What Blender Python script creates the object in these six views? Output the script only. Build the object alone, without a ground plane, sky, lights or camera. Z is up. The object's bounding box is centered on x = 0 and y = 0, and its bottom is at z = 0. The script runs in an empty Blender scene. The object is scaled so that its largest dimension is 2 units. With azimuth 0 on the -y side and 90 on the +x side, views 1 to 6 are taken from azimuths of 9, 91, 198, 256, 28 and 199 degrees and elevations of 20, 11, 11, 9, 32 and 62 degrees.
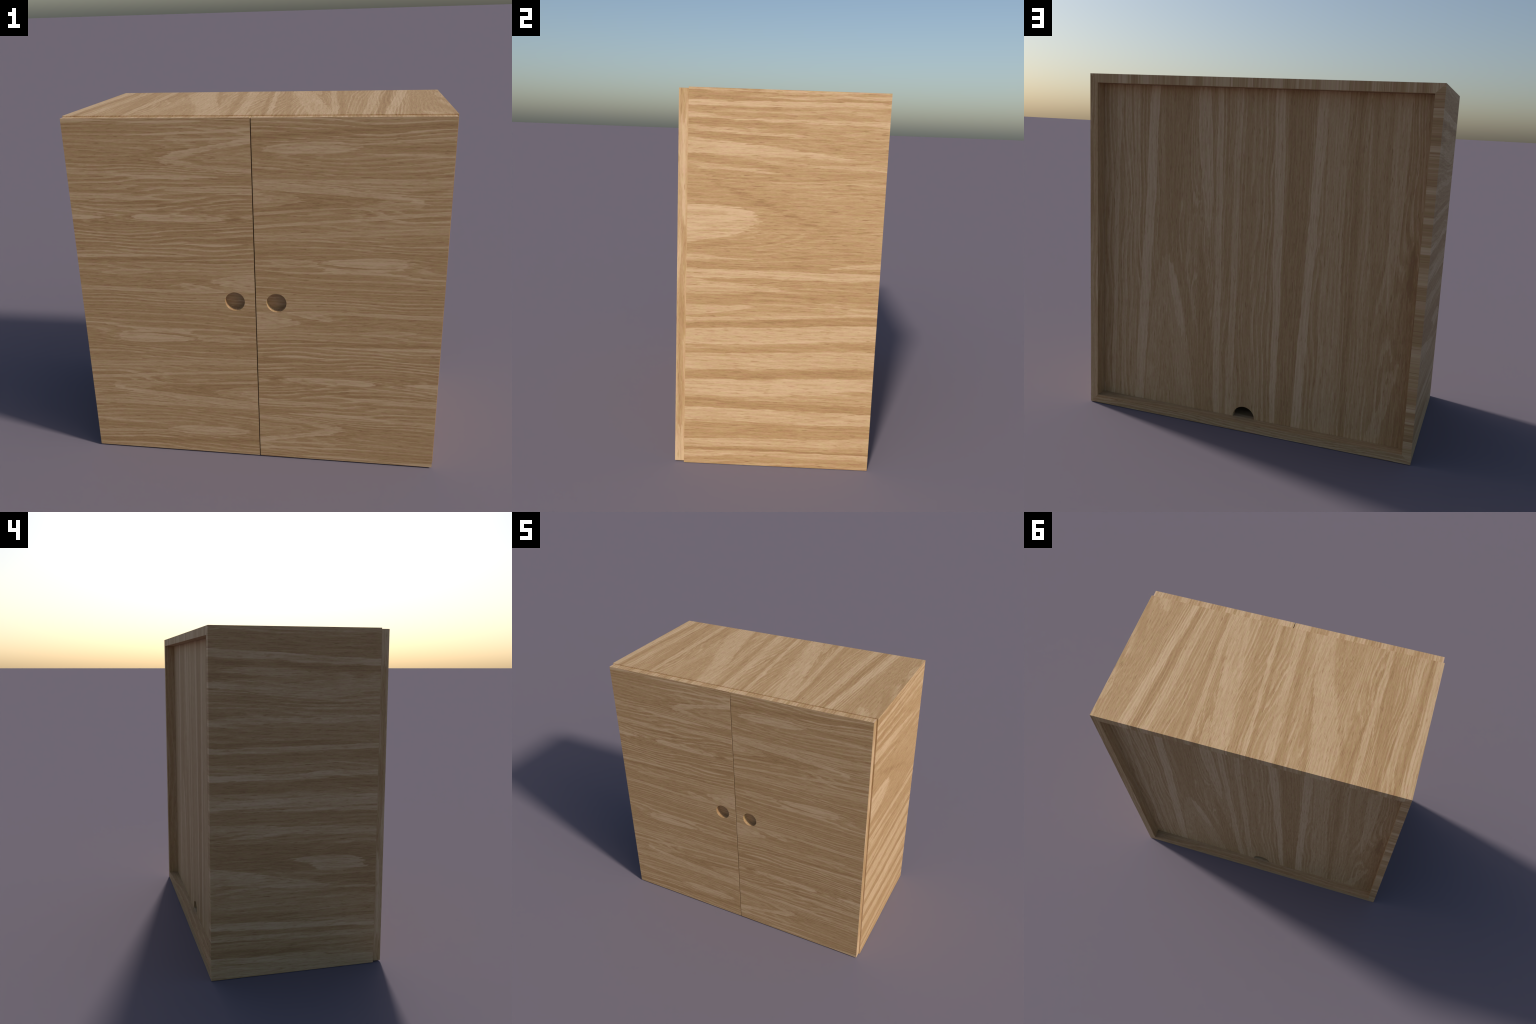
"""Two-door oak cabinet: a mitred carcass of four boards, a recessed back panel with a
half-round cable notch, and two overlay doors with round blind finger holes."""
import bpy, bmesh, math
from mathutils import Matrix

# ---------------------------------------------------------------- sizes (metres)
HALF_WIDTH = 1.0
HEIGHT = 2.0
BOARD = 0.05                     # carcass board thickness
CARCASS_FRONT, CARCASS_BACK = -0.4748, 0.5248
DOOR_FRONT, DOOR_BACK = -0.5250, -0.4756
DOOR_OUTER, DOOR_INNER = 0.9912, 0.0027
DOOR_LOW, DOOR_TOP = 0.0055, 1.9943
HOLE_X, HOLE_RADIUS, HOLE_DEPTH = 0.114, 0.0545, 0.045
PANEL_FACE, PANEL_INSIDE = 0.4555, 0.425
NOTCH_X, NOTCH_RADIUS = -0.002, 0.068
MITRE_GAP = 0.00012
MIDDLE = (DOOR_LOW + DOOR_TOP) / 2

# ---------------------------------------------------------------- grain figure
# Each flame of the veneer: start along grain, across; end along grain, across; half width;
# lightness (0 latewood brown .. 1 pale earlywood); how slowly each end tapers (0 = cut square).
RIGHT = [
    (-0.47, 1.991, 0.52, 1.997, 0.0055, 0.7, 0, 0),
    (-0.19, 1.961, 0.52, 1.971, 0.0104, 0.75, 0.4, 0),
    (-0.47, 1.955, 0.12, 1.951, 0.0134, 0.2, 0, 0.4),
    (-0, 1.947, 0.52, 1.951, 0.0043, 0.2, 0.3, 0),
    (-0.48, 1.928, 0.53, 1.936, 0.0135, 0.9, 0, 0),
    (-0.48, 1.899, 0.25, 1.909, 0.0135, 0.28, 0, 0.4),
    (-0.47, 1.867, -0.16, 1.858, 0.0124, 0.8, 0, 0.6),
    (-0.3, 1.85, 0.53, 1.847, 0.013, 0.88, 0.4, 0),
    (-0.47, 1.831, 0.13, 1.816, 0.0136, 0.22, 0, 0.4),
    (-0.47, 1.804, 0.27, 1.765, 0.0124, 0.8, 0, 0.5),
    (-0.47, 1.772, 0.2, 1.759, 0.015, 0.22, 0, 0.4),
    (-0.47, 1.716, 0.38, 1.673, 0.0389, 0.86, 0, 0.6),
    (-0.47, 1.659, 0.01, 1.62, 0.0164, 0.25, 0, 0.4),
    (-0.47, 1.623, 0.04, 1.588, 0.0165, 0.75, 0, 0.5),
    (0.03, 1.643, 0.55, 1.616, 0.0044, 0.78, 0.2, 0),
    (0.05, 1.577, 0.55, 1.586, 0.0127, 0.27, 0.5, 0),
    (0.21, 1.551, 0.55, 1.538, 0.0083, 0.65, 0.5, 0),
    (0.19, 1.3, 0.51, 1.31, 0.0105, 0.12, 0.4, 0.4),
    (-0.47, 1.467, 0.55, 1.358, 0.1518, 0.36, 0, 0.4),
    (0.02, 1.482, 0.56, 1.384, 0.096, 0.46, 0.4, 0),
    (-0.4, 1.563, 0.26, 1.3, 0.0153, 0.12, 0.4, 0.4),
    (-0.47, 1.323, -0.12, 1.35, 0.1018, 0.9, 0, 0.36),
    (-0.45, 1.377, -0.2, 1.373, 0.0078, 0.62, 0.4, 0.4),
    (-0.46, 1.284, -0.16, 1.3, 0.0092, 0.6, 0.4, 0.4),
    (-0.47, 1.196, 0.03, 1.258, 0.0173, 0.28, 0, 0.5),
    (-0.47, 1.147, -0.1, 1.147, 0.0147, 0.75, 0, 0.5),
    (-0.47, 1.11, 0.52, 1.112, 0.0201, 0.28, 0, 0),
    (0.26, 1.116, 0.52, 1.14, 0.0148, 0.78, 0.5, 0),
    (-0.48, 1.063, 0.52, 1.071, 0.0221, 0.84, 0, 0),
    (-0.47, 1, 0.05, 0.984, 0.0348, 0.75, 0, 0.5),
    (0.04, 0.994, 0.53, 1.053, 0.0126, 0.32, 0.5, 0),
    (-0.48, 0.919, 0.52, 0.963, 0.0267, 0.28, 0, 0),
    (-0.48, 0.863, -0.11, 0.893, 0.0283, 0.76, 0, 0.5),
    (-0.47, 0.813, 0.52, 0.87, 0.0092, 0.75, 0, 0),
    (-0.47, 0.767, 0.52, 0.84, 0.0271, 0.22, 0, 0),
    (-0.47, 0.716, 0.52, 0.775, 0.0444, 0.82, 0, 0),
    (-0.47, 0.63, 0.53, 0.705, 0.0174, 0.3, 0, 0),
    (-0.47, 0.579, 0.52, 0.632, 0.0436, 0.75, 0, 0),
    (-0.47, 0.513, 0.53, 0.548, 0.0234, 0.2, 0, 0),
    (-0.47, 0.439, 0.53, 0.472, 0.0472, 0.86, 0, 0),
    (0.33, 0.437, 0.53, 0.435, 0.0162, 0.42, 0.5, 0),
    (-0.47, 0.357, 0.53, 0.339, 0.0224, 0.22, 0, 0),
    (-0.48, 0.289, 0.53, 0.286, 0.036, 0.8, 0, 0),
    (-0.47, 0.195, 0.52, 0.218, 0.0379, 0.3, 0, 0),
    (-0.47, 0.119, 0.52, 0.158, 0.0229, 0.72, 0, 0),
    (-0.47, 0.088, 0.52, 0.093, 0.0092, 0.12, 0, 0),
    (-0.47, 0.063, 0.52, 0.074, 0.0131, 0.75, 0, 0),
    (-0.47, 0.03, 0.52, 0.043, 0.0108, 0.3, 0, 0),
]
LEFT = [
    (-0.47, 1.992, 0.52, 1.988, 0.0061, 0.6, 0, 0),
    (-0.47, 1.883, 0.52, 1.918, 0.0588, 0.3, 0, 0),
    (-0.48, 1.807, 0.52, 1.861, 0.0205, 0.82, 0, 0),
    (-0.48, 1.765, 0.52, 1.816, 0.0175, 0.2, 0, 0),
    (-0.14, 1.738, 0.41, 1.776, 0.0187, 0.62, 0.5, 0.5),
    (-0.48, 1.65, 0.32, 1.656, 0.0732, 0.66, 0, 0.5),
    (0.06, 1.657, 0.52, 1.682, 0.0174, 0.76, 0.5, 0),
    (0.21, 1.726, 0.53, 1.731, 0.0258, 0.2, 0.6, 0),
    (0.1, 1.611, 0.52, 1.609, 0.0137, 0.28, 0.6, 0),
    (-0.47, 1.629, -0.13, 1.6, 0.0091, 0.28, 0, 0.5),
    (0.3, 1.525, 0.52, 1.519, 0.0249, 0.18, 0.6, 0),
    (-0.47, 1.492, 0.52, 1.476, 0.0167, 0.76, 0, 0),
    (-0.47, 1.392, 0.52, 1.439, 0.0193, 0.38, 0, 0),
    (-0.29, 1.377, 0.52, 1.351, 0.0154, 0.22, 0.5, 0),
    (-0.47, 1.332, 0.52, 1.323, 0.0162, 0.75, 0, 0),
    (-0.47, 1.279, 0.52, 1.27, 0.0313, 0.28, 0, 0),
    (-0.47, 1.177, 0.53, 1.166, 0.0171, 0.86, 0, 0),
    (-0.47, 1.119, 0.53, 1.111, 0.033, 0.24, 0, 0),
    (-0.47, 1.02, 0.52, 1.021, 0.0281, 0.82, 0, 0),
    (-0.47, 0.965, 0.38, 0.976, 0.012, 0.76, 0, 0.4),
    (-0.47, 0.918, 0.52, 0.946, 0.0353, 0.3, 0, 0),
    (-0.47, 0.832, 0.52, 0.886, 0.0242, 0.7, 0, 0),
    (0.08, 0.84, 0.44, 0.827, 0.0112, 0.7, 0.5, 0.5),
    (-0.47, 0.671, 0.52, 0.722, 0.0828, 0.24, 0, 0),
    (-0.47, 0.537, -0.06, 0.563, 0.0445, 0.22, 0, 0.5),
    (-0.37, 0.667, 0.05, 0.68, 0.0248, 0.78, 0.4, 0.6),
    (-0.4, 0.639, -0.06, 0.647, 0.0323, 0.84, 0.35, 0.5),
    (-0.33, 0.608, -0.08, 0.62, 0.0132, 0.72, 0.5, 0.5),
    (-0.19, 0.51, 0.52, 0.613, 0.0476, 0.76, 0.45, 0),
    (-0.47, 0.488, -0.13, 0.504, 0.0082, 0.7, 0, 0.3),
    (-0.47, 0.465, 0.03, 0.49, 0.0186, 0.25, 0, 0.5),
    (-0.03, 0.359, 0.52, 0.368, 0.035, 0.24, 0.5, 0),
    (-0.47, 0.25, 0.52, 0.318, 0.0267, 0.8, 0, 0),
    (-0.47, 0.229, 0.52, 0.283, 0.0149, 0.28, 0, 0),
    (-0.47, 0.201, 0.52, 0.248, 0.0149, 0.66, 0, 0),
    (-0, 0.201, 0.52, 0.228, 0.0059, 0.1, 0.4, 0),
    (-0.18, 0.12, 0.52, 0.159, 0.0298, 0.18, 0.5, 0),
    (-0.48, 0.047, 0.52, 0.113, 0.0196, 0.72, 0, 0),
    (-0.48, 0.014, 0.52, 0.047, 0.0341, 0.66, 0, 0),
]
DOOR = [
    (-0.99, 0.982, -0.75, 0.984, 0.0105, 0.75, 0, 0.5),
    (-0.99, 0.944, -0.35, 0.953, 0.0139, 0.3, 0, 0.5),
    (-0.71, 0.973, -0.23, 0.976, 0.0074, 0.8, 0.4, 0.5),
    (-0.65, 0.907, -0, 0.937, 0.0086, 0.82, 0.3, 0),
    (-0.98, 0.883, -0.54, 0.883, 0.0041, 0.6, 0.4, 0.5),
    (-0.54, 0.878, -0, 0.898, 0.0075, 0.74, 0.3, 0),
    (-1, 0.836, -0.42, 0.805, 0.0571, 0.42, 0, 0.5),
    (-0.65, 0.798, 0, 0.792, 0.0798, 0.36, 0.4, 0),
    (-0.62, 0.772, -0.44, 0.855, 0.0057, 0.12, 0.4, 0.4),
    (-0.92, 0.776, -0.59, 0.772, 0.0055, 0.18, 0.5, 0.5),
    (-0.49, 0.785, -0, 0.803, 0.0882, 0.86, 0.55, 0),
    (-0.36, 0.784, -0, 0.803, 0.0656, 0.33, 0.55, 0),
    (-0.26, 0.794, -0, 0.803, 0.0456, 0.55, 0.45, 0),
    (-0.99, 0.717, -0.58, 0.698, 0.0136, 0.7, 0, 0.5),
    (-0.71, 0.697, -0.18, 0.69, 0.0103, 0.86, 0.35, 0.5),
    (-0.62, 0.656, -0.27, 0.644, 0.0086, 0.25, 0.5, 0.5),
    (-0.34, 0.683, -0, 0.674, 0.0156, 0.3, 0.5, 0),
    (-0.99, 0.621, -0.44, 0.6, 0.01, 0.25, 0, 0.5),
    (-0.47, 0.626, -0, 0.617, 0.0159, 0.76, 0.4, 0),
    (-0.56, 0.606, -0, 0.584, 0.0092, 0.24, 0.4, 0),
    (-0.99, 0.59, -0.36, 0.57, 0.0151, 0.78, 0, 0.45),
    (-0.77, 0.564, -0.16, 0.537, 0.0056, 0.22, 0.4, 0.4),
    (-0.8, 0.511, -0.01, 0.501, 0.0094, 0.2, 0.4, 0),
    (-0.99, 0.467, -0.82, 0.469, 0.0142, 0.9, 0, 0.4),
    (-0.83, 0.466, -0.67, 0.467, 0.0103, 0.3, 0.4, 0.6),
    (-0.67, 0.473, -0.12, 0.465, 0.0203, 0.86, 0.4, 0.5),
    (-0.15, 0.465, -0.05, 0.464, 0.0226, 0.24, 0.15, 0.5),
    (-0.93, 0.423, -0.26, 0.437, 0.0084, 0.2, 0.5, 0.5),
    (-0.55, 0.379, -0.21, 0.387, 0.0142, 0.28, 0.5, 0.5),
    (-0.41, 0.331, -0, 0.347, 0.0142, 0.24, 0.5, 0),
    (-0.99, 0.309, -0.52, 0.321, 0.006, 0.22, 0, 0.5),
    (-0.99, 0.245, -0.27, 0.262, 0.01, 0.78, 0, 0.5),
    (-0.99, 0.222, -0, 0.251, 0.0146, 0.2, 0, 0),
    (-0.53, 0.227, -0, 0.251, 0.0053, 0.7, 0.4, 0),
    (-0.99, 0.105, -0, 0.122, 0.0579, 0.36, 0, 0.3),
    (-0.89, 0.105, -0.72, 0.111, 0.0317, 0.24, 0.5, 0.5),
    (-0.88, 0.105, -0.73, 0.11, 0.0262, 0.42, 0.5, 0.5),
    (-0.85, 0.149, -0.56, 0.166, 0.0177, 0.66, 0.5, 0.5),
    (-0.23, 0.116, 0, 0.109, 0.0538, 0.8, 0.5, 0),
    (-0.44, 0.086, -0.16, 0.055, 0.0193, 0.78, 0.35, 0.5),
    (-0.99, 0.055, -0.24, 0.049, 0.0139, 0.7, 0, 0.4),
    (-0.99, -0.062, -0, -0.072, 0.0099, 0.28, 0, 0),
]
DOOR_FIGURE = [
    (-0.99, -0.116, -0, -0.115, 0.0128, 0.28, 0, 0),
    (-0.83, -0.173, -0, -0.164, 0.0115, 0.24, 0.4, 0),
    (-0.99, -0.242, -0.82, -0.247, 0.0194, 0.33, 0, 0.4),
    (-0.83, -0.247, -0.32, -0.238, 0.0322, 0.22, 0.4, 0.6),
    (-0.83, -0.247, -0.35, -0.239, 0.0293, 0.87, 0.4, 0.6),
    (-0.34, -0.23, -0.07, -0.245, 0.0217, 0.7, 0.4, 0.5),
    (-0.99, -0.299, 0, -0.255, 0.0073, 0.24, 0, 0),
    (-0.63, -0.311, 0, -0.286, 0.0161, 0.28, 0.4, 0),
    (-0.99, -0.368, 0, -0.328, 0.0104, 0.28, 0, 0),
    (-0.99, -0.431, 0, -0.369, 0.015, 0.64, 0, 0),
    (-0.99, -0.52, 0.01, -0.43, 0.0106, 0.75, 0, 0),
    (-0.64, -0.494, 0.01, -0.445, 0.0068, 0.26, 0.4, 0),
    (-0.89, -0.559, -0.4, -0.566, 0.0359, 0.62, 0.5, 0.4),
    (-0.66, -0.582, 0, -0.554, 0.0846, 0.24, 0.5, 0),
    (-0.89, -0.566, -0.7, -0.603, 0.0113, 0.85, 0.4, 0.4),
    (-0.77, -0.598, -0, -0.658, 0.0251, 0.76, 0.4, 0),
    (-0.51, -0.541, -0, -0.498, 0.0091, 0.66, 0.4, 0),
    (-0.26, -0.583, 0, -0.581, 0.0583, 0.2, 0.5, 0),
    (-0.25, -0.582, 0, -0.581, 0.0537, 0.55, 0.5, 0),
    (-0.11, -0.582, 0, -0.588, 0.0383, 0.74, 0.5, 0),
    (-0.98, -0.635, -0.8, -0.619, 0.0182, 0.33, 0.5, 0.5),
    (-0.98, -0.679, -0, -0.681, 0.0079, 0.68, 0, 0),
    (-0.97, -0.707, 0, -0.692, 0.0079, 0.28, 0, 0),
    (-0.55, -0.721, 0, -0.727, 0.0135, 0.3, 0.4, 0),
    (-0.98, -0.805, -0.51, -0.816, 0.009, 0.78, 0, 0.4),
    (-0.98, -0.837, -0.52, -0.843, 0.028, 0.33, 0, 0.45),
    (-0.55, -0.853, -0.05, -0.838, 0.0299, 0.84, 0.45, 0.5),
    (-0.98, -0.889, -0.53, -0.86, 0.0082, 0.72, 0, 0.3),
    (-0.98, -0.958, -0, -0.896, 0.0181, 0.24, 0, 0),
]
TOP = [
    (-0.47, 0.845, 0.52, 0.905, 0.0802, 0.4, 0, 0),
    (-0.48, 0.907, -0.36, 0.852, 0.0496, 0.72, 0, 0.5),
    (0.22, 0.972, 0.38, 0.98, 0.0211, 0.7, 0.5, 0.4),
    (-0.47, 0.673, 0.5, 0.792, 0.0258, 0.86, 0, 0),
    (-0.46, 0.632, 0.51, 0.712, 0.0231, 0.22, 0, 0),
    (-0.46, 0.563, 0.51, 0.643, 0.0211, 0.78, 0, 0),
    (-0.45, 0.412, 0.53, 0.37, 0.0148, 0.78, 0, 0),
    (-0.45, 0.447, 0.52, 0.417, 0.0158, 0.32, 0, 0),
    (-0.45, 0.345, 0.51, 0.177, 0.0612, 0.76, 0, 0),
    (0.28, 0.31, 0.52, 0.27, 0.049, 0.25, 0.5, 0),
    (0.32, 0.298, 0.52, 0.264, 0.0334, 0.74, 0.5, 0),
    (-0.46, 0.184, 0.52, 0.088, 0.0219, 0.42, 0, 0),
    (-0.46, 0.085, 0.52, 0.012, 0.0128, 0.84, 0, 0),
    (-0.46, 0.052, 0.52, -0.023, 0.0108, 0.28, 0, 0),
    (-0.47, -0.058, 0.51, -0.136, 0.0255, 0.8, 0, 0),
    (-0.47, -0.112, 0.52, -0.216, 0.0197, 0.35, 0, 0),
    (-0.47, -0.157, 0.52, -0.286, 0.0198, 0.6, 0, 0),
    (-0.47, -0.188, 0.51, -0.352, 0.014, 0.28, 0, 0),
    (-0.46, -0.238, 0.4, -0.449, 0.0766, 0.76, 0, 0),
    (-0.47, -0.405, -0.02, -0.426, 0.1185, 0.42, 0, 0.6),
    (0.03, -0.57, 0.49, -0.579, 0.0571, 0.36, 0.5, 0),
    (0.01, -0.637, 0.47, -0.592, 0.008, 0.15, 0.4, 0.3),
    (-0.46, -0.667, 0.51, -0.651, 0.0186, 0.76, 0, 0),
    (-0.46, -0.708, 0.51, -0.774, 0.0342, 0.32, 0, 0),
    (-0.47, -0.869, 0.51, -0.836, 0.0202, 0.74, 0, 0),
    (-0.47, -0.935, 0.51, -0.902, 0.0183, 0.28, 0, 0),
    (-0.47, -0.982, 0.52, -0.969, 0.0239, 0.84, 0, 0),
]
PANEL = [
    (0.02, 0.881, 1.94, 0.843, 0.0141, 0.72, 0, 0),
    (0.02, 0.811, 1.94, 0.784, 0.0105, 0.62, 0, 0),
    (0.03, 0.734, 1.95, 0.73, 0.0156, 0.62, 0, 0),
    (0.02, 0.692, 1.95, 0.608, 0.0307, 0.86, 0, 0),
    (0.97, 0.5, 1.95, 0.463, 0.0845, 0.32, 0.5, 0),
    (1.12, 0.25, 1.95, 0.313, 0.0411, 0.76, 0.5, 0.15),
    (0.88, 0.393, 1.18, 0.378, 0.0131, 0.66, 0.5, 0.5),
    (0.54, 0.313, 0.89, 0.393, 0.0154, 0.66, 0.5, 0.4),
    (0.02, 0.452, 1.11, 0.512, 0.2145, 0.4, 0, 0.5),
    (0.03, 0.484, 0.98, 0.522, 0.1723, 0.6, 0, 0.5),
    (0.01, 0.496, 0.61, 0.526, 0.0786, 0.48, 0, 0.6),
    (0.51, 0.41, 0.96, 0.505, 0.0259, 0.84, 0.4, 0.5),
    (0.06, 0.23, 1.13, 0.312, 0.0598, 0.33, 0, 0.5),
    (0.09, 0.178, 1.94, 0.208, 0.0191, 0.78, 0, 0),
    (0.09, 0.095, 1.94, 0.093, 0.0187, 0.72, 0, 0),
    (0.09, -0.008, 1.94, 0.037, 0.0185, 0.4, 0, 0),
    (0.04, -0.191, 1.94, -0.141, 0.0255, 0.82, 0, 0),
    (0.06, -0.26, 1.94, -0.255, 0.0648, 0.28, 0, 0),
    (0.05, -0.322, 1.94, -0.38, 0.026, 0.84, 0, 0),
    (0.07, -0.489, 1.94, -0.462, 0.0539, 0.6, 0, 0),
    (0.06, -0.594, 1.93, -0.584, 0.0167, 0.24, 0, 0),
    (0.09, -0.75, 1.93, -0.66, 0.0192, 0.36, 0, 0),
    (0.74, -0.804, 1.94, -0.796, 0.0474, 0.64, 0.5, 0),
    (0.08, -0.921, 1.21, -0.905, 0.0885, 0.26, 0, 0.5),
    (0.89, -0.909, 1.18, -0.91, 0.021, 0.06, 0.5, 0.5),
    (0.07, -0.759, 0.54, -0.886, 0.0342, 0.64, 0, 0.5),
]
EDGE = [
    (-0.99, 0.03, -0.82, 0.024, 0.026, 0.42, 0, 0.5),
    (-0.35, 0.03, -0.1, 0.034, 0.013, 0.38, 0.5, 0.5),
    (-0.3, 0.012, -0.02, 0.008, 0.01, 0.75, 0.5, 0.5),
    (0.05, 0.028, 0.32, 0.034, 0.018, 0.36, 0.5, 0.5),
    (0.25, 0.01, 0.62, 0.016, 0.01, 0.36, 0.5, 0.5),
    (0.5, 0.036, 0.74, 0.03, 0.014, 0.4, 0.5, 0.5),
    (0.78, 0.024, 0.99, 0.024, 0.03, 0.92, 0.4, 0),
    (-0.72, 0.02, -0.5, 0.022, 0.012, 0.82, 0.5, 0.5),
]
HEARTS_DOOR = [
    (-0.01, 0.801, 0.55, 0.075, 2),
    (-0.4, 0.466, 0.42, 0.03, 2),
    (-0.92, 0.469, 0.2, 0.022, -2),
    (-0.8, 0.108, 0.14, 0.032, 2),
    (0, 0.105, 0.3, 0.045, -2.2),
    (-0.58, -0.242, 0.34, 0.034, 2.2),
    (0.02, -0.564, 0.6, 0.075, 2),
    (-0.3, -0.844, 0.36, 0.03, 2),
]
HEARTS_RIGHT = [
    (-0.47, 1.326, 0.45, 0.13, 1.7),
    (0.45, 1.405, 0.42, 0.1, -1.5),
    (0.15, 0.465, 0.4, 0.05, 1.6),
    (0.39, 1.766, 0.4, 0.06, 1.4),
]
HEARTS_LEFT = [
    (-0.18, 0.66, 0.26, 0.06, 1.9),
    (0.34, 0.616, 0.3, 0.05, -1.6),
    (-0.04, 1.679, 0.42, 0.07, 1.6),
    (0.44, 1.724, 0.3, 0.05, 1.4),
]
HEARTS_TOP = [
    (-0.47, -0.403, 0.34, 0.1, 2),
    (0.48, 0.263, 0.2, 0.05, 2.2),
    (0.5, -0.625, 0.42, 0.075, 2),
    (-0.19, 0.329, 0.4, 0.06, -1.6),
    (-0.17, 0.88, 0.5, 0.1, 1.4),
    (0.2, -0.343, 0.4, 0.05, 1.4),
]
HEARTS_BACK = [
    (-0.01, 0.487, 0.62, 0.13, 1.8),
    (1.1, 0.306, 0.22, 0.06, 2),
    (0.76, -0.938, 0.34, 0.08, 2),
    (1.76, 0.462, 0.5, 0.07, 1.5),
    (1.66, -0.283, 0.7, 0.07, 1.5),
    (1.75, -0.805, 0.5, 0.09, 1.4),
]


# ---------------------------------------------------------------- node helpers
class Net:
    """Small expression builder on a shader node tree."""

    def __init__(self, tree):
        self.tree, self.nodes, self.links = tree, tree.nodes, tree.links

    def put(self, socket, value):
        if isinstance(value, bpy.types.NodeSocket):
            self.links.new(value, socket)
        elif value is not None:
            socket.default_value = value

    def math(self, op, a, b=None, c=None, clamp=False):
        n = self.nodes.new("ShaderNodeMath")
        n.operation, n.use_clamp = op, clamp
        for i, v in enumerate((a, b, c)):
            if v is not None:
                self.put(n.inputs[i], v)
        return n.outputs[0]

    def add(self, a, b): return self.math("ADD", a, b)
    def sub(self, a, b): return self.math("SUBTRACT", a, b)
    def mul(self, a, b): return self.math("MULTIPLY", a, b)

    def xyz(self, x, y, z=0.0):
        n = self.nodes.new("ShaderNodeCombineXYZ")
        for i, v in enumerate((x, y, z)):
            self.put(n.inputs[i], v)
        return n.outputs[0]

    def noise(self, x, y, z=0.0, detail=2.0, rough=0.5):
        n = self.nodes.new("ShaderNodeTexNoise")
        self.put(n.inputs["Vector"], self.xyz(x, y, z))
        n.inputs["Scale"].default_value = 1.0
        n.inputs["Detail"].default_value = detail
        n.inputs["Roughness"].default_value = rough
        return n.outputs[0]

    def span(self, v, lo, hi, out_lo=0.0, out_hi=1.0, smooth=False):
        n = self.nodes.new("ShaderNodeMapRange")
        n.interpolation_type = "SMOOTHSTEP" if smooth else "LINEAR"
        self.put(n.inputs[0], v)
        for i, x in enumerate((lo, hi, out_lo, out_hi)):
            self.put(n.inputs[1 + i], x)
        return n.outputs[0]

    def mix(self, f, a, b):
        n = self.nodes.new("ShaderNodeMix")
        n.data_type = "FLOAT"
        self.put(n.inputs[0], f)
        self.put(n.inputs[2], a)
        self.put(n.inputs[3], b)
        return n.outputs[0]


def flame_group():
    """Node group: lays one tapering flame of grain over a running tone."""
    g = bpy.data.node_groups.new("grain_flame", "ShaderNodeTree")
    names = ["Tone", "U", "V", "Ripple", "U0", "V0", "U1", "V1", "Half", "Light", "TaperA", "TaperB", "Soft", "Strength", "Nest"]
    for n in names:
        g.interface.new_socket(n, in_out="INPUT", socket_type="NodeSocketFloat")
    g.interface.new_socket("Tone", in_out="OUTPUT", socket_type="NodeSocketFloat")
    gi, go = g.nodes.new("NodeGroupInput"), g.nodes.new("NodeGroupOutput")
    s = {n: gi.outputs[i] for i, n in enumerate(names)}
    k = Net(g)
    t = k.span(s["U"], s["U0"], s["U1"])
    centre = k.mix(t, s["V0"], s["V1"])
    width = k.mul(s["Half"], k.mul(k.math("POWER", t, s["TaperA"]), k.math("POWER", k.sub(1.0, t), s["TaperB"])))
    inside = k.sub(width, k.math("ABSOLUTE", k.sub(s["V"], centre)))
    mask = k.span(inside, 0.0, s["Soft"], 0.0, s["Strength"], smooth=True)
    # nested arches inside the flame: bands that follow its own outline
    arch = k.math("SINE", k.math("MULTIPLY_ADD", inside, 290.0, k.mul(s["Ripple"], 9.0)))
    arch = k.mul(arch, s["Nest"])
    light = k.add(k.add(s["Light"], s["Ripple"]), arch)
    k.links.new(k.mix(mask, s["Tone"], light), go.inputs[0])
    return g


FLAME = None


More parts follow.
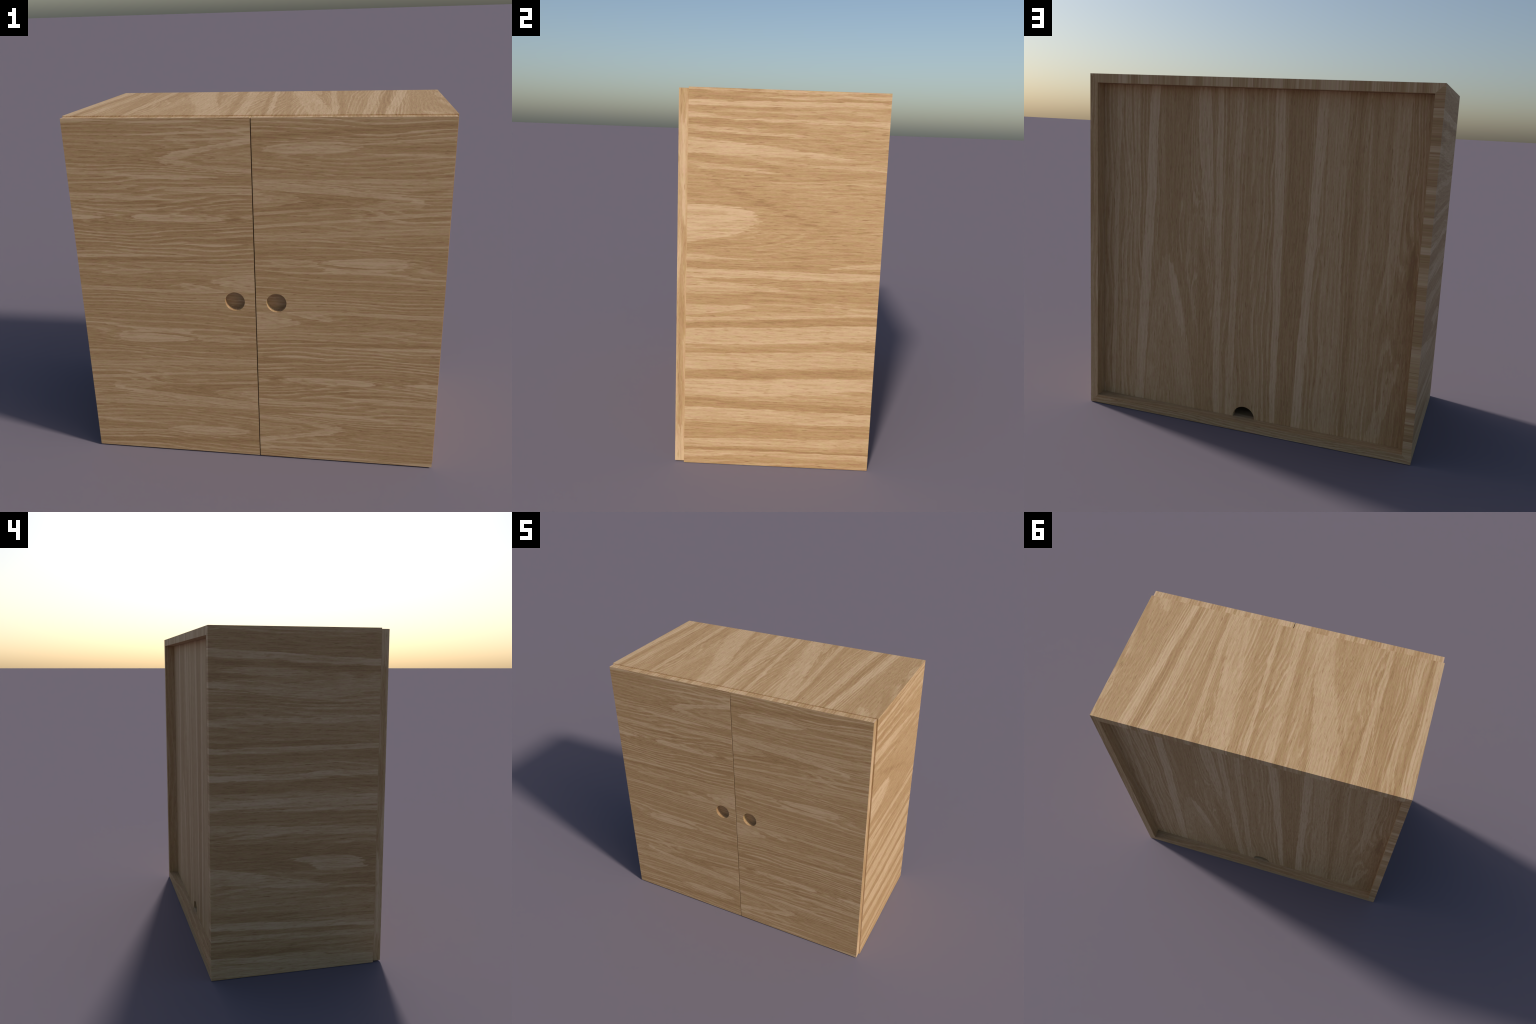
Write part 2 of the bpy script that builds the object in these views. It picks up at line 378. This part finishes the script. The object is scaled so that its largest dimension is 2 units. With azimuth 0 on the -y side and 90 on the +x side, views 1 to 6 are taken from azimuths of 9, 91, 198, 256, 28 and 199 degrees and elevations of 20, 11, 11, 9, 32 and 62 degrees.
def oak(name, grain, across, flames=(), seed=0.0, rings=24.0, base=(0.34, 0.62), wander=0.007, loops=0.20, ring_depth=0.50, streak=0.12, soft=0.0032, depth=1.15, fray=0.010, hold=0.62, nest=0.06, hearts=()):
    """Oak veneer whose grain runs along one object axis and whose rings are crossed along another."""
    global FLAME
    FLAME = FLAME or flame_group()
    m = bpy.data.materials.new(name)
    m.use_nodes = True
    k = Net(m.node_tree)
    bsdf = m.node_tree.nodes["Principled BSDF"]
    co = k.nodes.new("ShaderNodeTexCoord")
    sep = k.nodes.new("ShaderNodeSeparateXYZ")
    k.links.new(co.outputs["Object"], sep.inputs[0])
    u, v = sep.outputs["XYZ".index(grain)], sep.outputs["XYZ".index(across)]

    # slow wander of the rings and ragged, fibrous tips
    sway = k.sub(k.noise(k.mul(u, 2.6), k.mul(v, 5.0), seed + 1.3, 3.0), 0.5)
    ragged = k.sub(k.noise(k.mul(u, 6.0), k.mul(v, 95.0), seed + 2.1, 3.0, 0.68), 0.5)
    uu = k.add(u, k.mul(ragged, 0.22))
    vv = k.add(k.add(v, k.mul(sway, wander * 2.2)), k.mul(ragged, fray))

    # year rings: contours of a slowly heaving field close into loops and arches; each ring
    # runs from pale earlywood to brown latewood and ends sharply, some rings bolder than others
    heave = k.noise(k.mul(uu, 0.8), k.mul(vv, 2.4), seed + 3.1, 2.0, 0.45)
    field = k.add(vv, k.mul(heave, loops))
    for uc, vc, length, height, lift in hearts:          # rings flow round the heart of each arch
        du, dv = k.mul(k.sub(uu, uc), 1.0 / length), k.mul(k.sub(vv, vc), 1.0 / height)
        away = k.math("MULTIPLY_ADD", du, du, k.mul(dv, dv))
        field = k.math("MULTIPLY_ADD", k.math("EXPONENT", k.mul(away, -1.0)), lift * height, field)
    phase = k.add(k.mul(field, rings), k.mul(k.noise(k.mul(uu, 0.4), k.mul(vv, 14.0), seed + 3.7, 1.0), 1.6))
    where = k.math("FRACT", phase)
    year = k.nodes.new("ShaderNodeTexWhiteNoise")
    year.noise_dimensions = "1D"
    k.put(year.inputs["W"], k.add(k.math("FLOOR", phase), seed))
    bold = k.span(year.outputs[0], 0.0, 1.0, 0.25, 1.0)
    rise = k.span(where, 0.0, 0.07, 0.0, 1.0, smooth=True)
    fall = k.span(where, 0.18, 0.62, 1.0, 0.0, smooth=True)
    band = k.mul(k.sub(k.mul(rise, fall), 0.36), bold)
    hair = k.sub(k.noise(k.mul(uu, 0.7), k.mul(vv, rings * 5.0), seed + 5.2, 2.0, 0.6), 0.5)
    ripple = k.add(k.mul(band, ring_depth), k.mul(hair, 0.40))
    patchy = k.noise(k.mul(uu, 0.5), k.mul(vv, rings * 0.35), seed + 6.4, 2.0)
    tone = k.add(k.span(patchy, 0.36, 0.64, base[0], base[1]), ripple)
    inner = k.add(k.mul(band, ring_depth * 0.30), k.mul(hair, 0.26))

    waning = k.noise(k.mul(uu, 3.0), k.mul(vv, 26.0), seed + 14.0, 2.0)
    strength = k.span(waning, 0.30, 0.62, hold, 1.0)
    for u0, v0, u1, v1, half, light, ta, tb in flames:
        peak = 1.0
        if ta + tb > 0:
            p = ta / (ta + tb)
            peak = (p ** ta if ta else 1.0) * ((1 - p) ** tb if tb else 1.0)
        n = k.nodes.new("ShaderNodeGroup")
        n.node_tree = FLAME
        for i, x in enumerate((tone, uu, vv, inner, u0, v0, u1, v1, half / peak + soft * 0.45, 0.5 + (light - 0.5) * depth, ta, tb, soft, strength, nest)):
            k.put(n.inputs[i], x)
        tone = n.outputs[0]

    # fibres, and short dark pores that crowd the brown latewood
    fibre = k.sub(k.noise(k.mul(u, 14.0), k.mul(v, 230.0), seed + 7.0, 2.0, 0.6), 0.5)
    cloud = k.sub(k.noise(k.mul(u, 5.0), k.mul(v, 60.0), seed + 8.0, 2.0), 0.5)
    speck = k.sub(k.noise(k.mul(u, 70.0), k.mul(v, 260.0), seed + 8.6, 1.0), 0.5)
    tone = k.add(tone, k.add(k.mul(fibre, 0.50), k.add(k.mul(cloud, 0.26), k.mul(speck, 0.34))))
    run = k.noise(k.mul(u, 4.2), k.mul(k.add(v, k.mul(sway, 0.02)), 125.0), seed + 12.4, 2.0, 0.6)
    tone = k.add(tone, k.mul(k.sub(k.span(run, 0.40, 0.60, smooth=True), 0.5), streak))
    pore = k.span(k.noise(k.mul(u, 13.0), k.mul(v, 190.0), seed + 9.0, 1.0), 0.635, 0.70, smooth=True)
    tone = k.sub(tone, k.mul(pore, 0.46))

    ramp = k.nodes.new("ShaderNodeValToRGB")
    e = ramp.color_ramp.elements
    e[0].position, e[0].color = 0.0, (*PORE, 1)
    e[1].position, e[1].color = 1.0, (*PALE, 1)
    for pos, col in ((0.22, BROWN), (0.50, TAN), (0.80, CREAM)):
        x = e.new(pos)
        x.color = (*col, 1)
    k.links.new(tone, ramp.inputs[0])

    # faint drift between honey and pinkish oak
    drift = k.nodes.new("ShaderNodeHueSaturation")
    k.links.new(ramp.outputs[0], drift.inputs["Color"])
    hue = k.noise(k.mul(u, 16.0), k.mul(v, 110.0), seed + 11.0, 2.0)
    k.put(drift.inputs["Hue"], k.span(hue, 0.3, 0.7, 0.490, 0.510))
    k.links.new(drift.outputs[0], bsdf.inputs["Base Color"])
    bsdf.inputs["Roughness"].default_value = 0.62
    bsdf.inputs["Specular IOR Level"].default_value = 0.28
    return m


PORE = (0.325, 0.182, 0.080)
BROWN = (0.403, 0.240, 0.107)
TAN = (0.470, 0.299, 0.147)
CREAM = (0.551, 0.370, 0.207)
PALE = (0.602, 0.413, 0.245)


# ---------------------------------------------------------------- geometry helpers
def finish(name, bm, mats, parent, pick=None):
    me = bpy.data.meshes.new(name)
    bmesh.ops.remove_doubles(bm, verts=bm.verts, dist=1e-6)
    bmesh.ops.recalc_face_normals(bm, faces=bm.faces)
    for f in bm.faces:
        f.material_index = pick(f) if pick else 0
    bm.to_mesh(me)
    bm.free()
    for m in mats:
        me.materials.append(m)
    ob = bpy.data.objects.new(name, me)
    bpy.context.scene.collection.objects.link(ob)
    ob.parent = parent
    return ob


def prism(bm, outline, place, depth0, depth1):
    """Extrude a closed outline of 2-D points between two depths; place(a, b, depth) -> xyz."""
    lo = [bm.verts.new(place(a, b, depth0)) for a, b in outline]
    hi = [bm.verts.new(place(a, b, depth1)) for a, b in outline]
    bm.faces.new(lo)
    bm.faces.new(hi)
    n = len(outline)
    for i in range(n):
        j = (i + 1) % n
        bm.faces.new((lo[i], lo[j], hi[j], hi[i]))


def mitred_board(name, start, end, inward, mats, parent, pick):
    """Board along one side of the carcass frame, both ends cut at 45 degrees."""
    (x0, z0), (x1, z1) = start, end
    length = math.hypot(x1 - x0, z1 - z0)
    dx, dz = (x1 - x0) / length * MITRE_GAP, (z1 - z0) / length * MITRE_GAP
    along = ((x1 - x0) / length * BOARD, (z1 - z0) / length * BOARD)
    inn = (inward[0] * BOARD, inward[1] * BOARD)
    outline = [(x0 + dx, z0 + dz), (x1 - dx, z1 - dz),
               (x1 - dx - along[0] + inn[0], z1 - dz - along[1] + inn[1]),
               (x0 + dx + along[0] + inn[0], z0 + dz + along[1] + inn[1])]
    bm = bmesh.new()
    prism(bm, outline, lambda a, b, d: (a, d, b), CARCASS_FRONT, CARCASS_BACK)
    return finish(name, bm, mats, parent, pick)


def rim_point(angle, half_w, half_h):
    """Point where a ray at this angle leaves a rectangle centred on the origin."""
    c, s = math.cos(angle), math.sin(angle)
    k = min(half_w / abs(c) if abs(c) > 1e-9 else 1e9, half_h / abs(s) if abs(s) > 1e-9 else 1e9)
    return c * k, s * k


def door_mesh(mats, parent):
    """Slab door with a round blind finger hole near its meeting edge."""
    bm = bmesh.new()
    low, top = DOOR_LOW - MIDDLE, DOOR_TOP - MIDDLE
    cx, r, reach = -HOLE_X, HOLE_RADIUS, 0.085
    steps = 96
    front, back, floor = 0.0, DOOR_BACK - DOOR_FRONT, HOLE_DEPTH
    ring, well, pad = [], [], []
    for i in range(steps):
        a = 2 * math.pi * (i + 0.5) / steps
        ring.append(bm.verts.new((cx + r * math.cos(a), front, r * math.sin(a))))
        well.append(bm.verts.new((cx + r * math.cos(a), floor, r * math.sin(a))))
        px, pz = rim_point(a, reach, reach)
        pad.append(bm.verts.new((cx + px, front, pz)))
    corner = {}
    for sx in (-1, 1):
        for sz in (-1, 1):
            corner[sx, sz] = bm.verts.new((cx + sx * reach, front, sz * reach))
    for i in range(steps):
        j = (i + 1) % steps
        bm.faces.new((ring[i], ring[j], well[j], well[i]))
        a, b = pad[i].co, pad[j].co
        quad = [ring[i], pad[i]]
        if abs(a.x - b.x) > 1e-6 and abs(a.z - b.z) > 1e-6:      # the pad turns a corner here
            quad.append(corner[(1 if a.x + b.x > 2 * cx else -1), (1 if a.z + b.z > 0 else -1)])
        bm.faces.new(quad + [pad[j], ring[j]])
    bm.faces.new(well)
    # the rest of the front around the pad
    def at(x, z, d=front): return bm.verts.new((x, d, z))
    x0, x1 = -DOOR_OUTER, -DOOR_INNER
    pl, pr = cx - reach, cx + reach
    side = lambda test: sorted((v for v in pad if test(v.co)), key=lambda v: (v.co.x, v.co.z))
    L = [corner[-1, -1]] + side(lambda c: abs(c.x - pl) < 1e-6) + [corner[-1, 1]]
    R = [corner[1, -1]] + side(lambda c: abs(c.x - pr) < 1e-6) + [corner[1, 1]]
    B = [corner[-1, -1]] + side(lambda c: abs(c.z + reach) < 1e-6) + [corner[1, -1]]
    T = [corner[-1, 1]] + side(lambda c: abs(c.z - reach) < 1e-6) + [corner[1, 1]]
    c00, c10, c11, c01 = at(x0, low), at(x1, low), at(x1, top), at(x0, top)
    bl, br, tl, tr = at(pl, low), at(pr, low), at(pl, top), at(pr, top)
    ml, mh, nl, nh = at(x0, -reach), at(x0, reach), at(x1, -reach), at(x1, reach)
    bm.faces.new([c00, bl, corner[-1, -1], ml])
    bm.faces.new([bl, br] + B[::-1])
    bm.faces.new([br, c10, nl, corner[1, -1]])
    bm.faces.new([ml] + L + [mh])
    bm.faces.new([nl, nh] + R[::-1])
    bm.faces.new([mh, corner[-1, 1], tl, c01])
    bm.faces.new(T + [tr, tl])
    bm.faces.new([corner[1, 1], nh, c11, tr])
    # edges and inside face
    b00, b10, b11, b01 = at(x0, low, back), at(x1, low, back), at(x1, top, back), at(x0, top, back)
    bm.faces.new((b00, b01, b11, b10))
    bm.faces.new((c00, ml, mh, c01, b01, b00))
    bm.faces.new((c10, b10, b11, c11, nh, nl))
    bm.faces.new((c00, b00, b10, c10, br, bl))
    bm.faces.new((c01, tl, tr, c11, b11, b01))
    def pick(f):
        n, c = f.normal, f.calc_center_median()
        if abs(n.y) > 0.7:
            return 0
        if abs(c.x - cx) < r * 1.1 and abs(c.z) < r * 1.1:
            return 3                                           # wall of the finger hole
        return 1 if abs(n.x) > 0.7 else 2
    ob = finish("door", bm, mats, parent, pick)
    for p in ob.data.polygons:
        if p.material_index == 3:
            p.use_smooth = True
    return ob


def back_panel(mats, parent):
    """Thin recessed panel with a half-round cable notch in its lower edge."""
    inner = HALF_WIDTH - BOARD - 0.0008
    low, top = BOARD + 0.0008, HEIGHT - BOARD - 0.0008
    arc = [(NOTCH_X + NOTCH_RADIUS * math.cos(a), low + NOTCH_RADIUS * math.sin(a))
           for a in (math.pi * i / 48 for i in range(49))]
    outline = [(-inner, low)] + arc[::-1] + [(inner, low), (inner, top), (-inner, top)]
    bm = bmesh.new()
    prism(bm, outline, lambda a, b, d: (a, d, b), PANEL_INSIDE, PANEL_FACE)
    return finish("back_panel", bm, mats, parent)


# ---------------------------------------------------------------- materials
oak_right = oak("oak_right_side", "Y", "Z", RIGHT, seed=11.0, rings=30.0, base=(0.36, 0.50), ring_depth=0.32, loops=0.24, streak=0.15, soft=0.006, depth=1.0, fray=0.030, wander=0.013, hold=0.60, nest=0.05, hearts=HEARTS_RIGHT)
oak_left = oak("oak_left_side", "Y", "Z", LEFT, seed=23.0, rings=30.0, base=(0.34, 0.52), ring_depth=0.36, loops=0.26, streak=0.13, soft=0.006, depth=1.15, fray=0.036, wander=0.014, hold=0.50, nest=0.04, hearts=HEARTS_LEFT)
oak_top = oak("oak_top", "Y", "X", TOP, seed=37.0, rings=44.0, base=(0.40, 0.62), ring_depth=0.52, streak=0.12, soft=0.0035, depth=1.08, fray=0.012, hold=0.62, nest=0.07, wander=0.010, loops=0.30, hearts=HEARTS_TOP)
oak_back = oak("oak_back_panel", "Z", "X", PANEL, seed=41.0, rings=38.0, base=(0.36, 0.54), ring_depth=0.46, loops=0.28, soft=0.004, depth=1.15, fray=0.013, hold=0.75, nest=0.06, wander=0.012, hearts=HEARTS_BACK)
oak_door = oak("oak_door", "X", "Z", DOOR + DOOR_FIGURE, seed=53.0, rings=46.0, base=(0.36, 0.58), wander=0.006, ring_depth=0.60, streak=0.06, soft=0.0024, depth=1.05, fray=0.010, hold=0.64, nest=0.11, loops=0.24, hearts=HEARTS_DOOR)
oak_upright = oak("oak_upright_edge", "Z", "X", (), seed=61.0, rings=40.0)
oak_door_edge = oak("oak_door_edge", "Z", "Y", EDGE, seed=67.0, rings=22.0, base=(0.55, 0.80))
oak_end_strip = oak("oak_door_end", "Y", "X", (), seed=71.0, rings=46.0, base=(0.34, 0.98))
oak_level = oak("oak_bottom", "X", "Z", (), seed=79.0, rings=60.0)
oak_plain = oak("oak_bottom_face", "X", "Y", (), seed=83.0, rings=24.0)
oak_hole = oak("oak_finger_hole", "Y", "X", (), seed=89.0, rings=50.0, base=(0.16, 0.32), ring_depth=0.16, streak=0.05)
oak_inside = oak("oak_inside", "Z", "Y", (), seed=97.0, rings=24.0)

# ---------------------------------------------------------------- the cabinet
cabinet = bpy.data.objects.new("wooden_cabinet", None)
bpy.context.scene.collection.objects.link(cabinet)
cabinet["label"] = "light oak cabinet with two flat doors and round finger holes"
cabinet["category"] = "cabinet"

W, H = HALF_WIDTH, HEIGHT
def edge_or_face(f):
    """0 outer face, 1 front and back edges, 2 the face towards the inside."""
    if abs(f.normal.y) > 0.7:
        return 1
    c = f.calc_center_median()
    return 0 if max(abs(c.x) / W, abs(c.z - H / 2) / (H / 2)) > 0.98 else 2

mitred_board("side_panel", (W, 0), (W, H), (-1, 0), [oak_right, oak_upright, oak_inside], cabinet, edge_or_face)
mitred_board("side_panel", (-W, H), (-W, 0), (1, 0), [oak_left, oak_left, oak_inside], cabinet, edge_or_face)
mitred_board("top_panel", (W, H), (-W, H), (0, -1), [oak_top, oak_top, oak_plain], cabinet, edge_or_face)
mitred_board("bottom_panel", (-W, 0), (W, 0), (0, 1), [oak_plain, oak_level, oak_plain], cabinet, edge_or_face)
back_panel([oak_back], cabinet)

door = door_mesh([oak_door, oak_door_edge, oak_end_strip, oak_hole], cabinet)
door.location = (0, DOOR_FRONT, MIDDLE)
twin = door.copy()                                   # the other door is the same slab turned upside down
bpy.context.scene.collection.objects.link(twin)
twin.rotation_euler = (0, math.pi, 0)
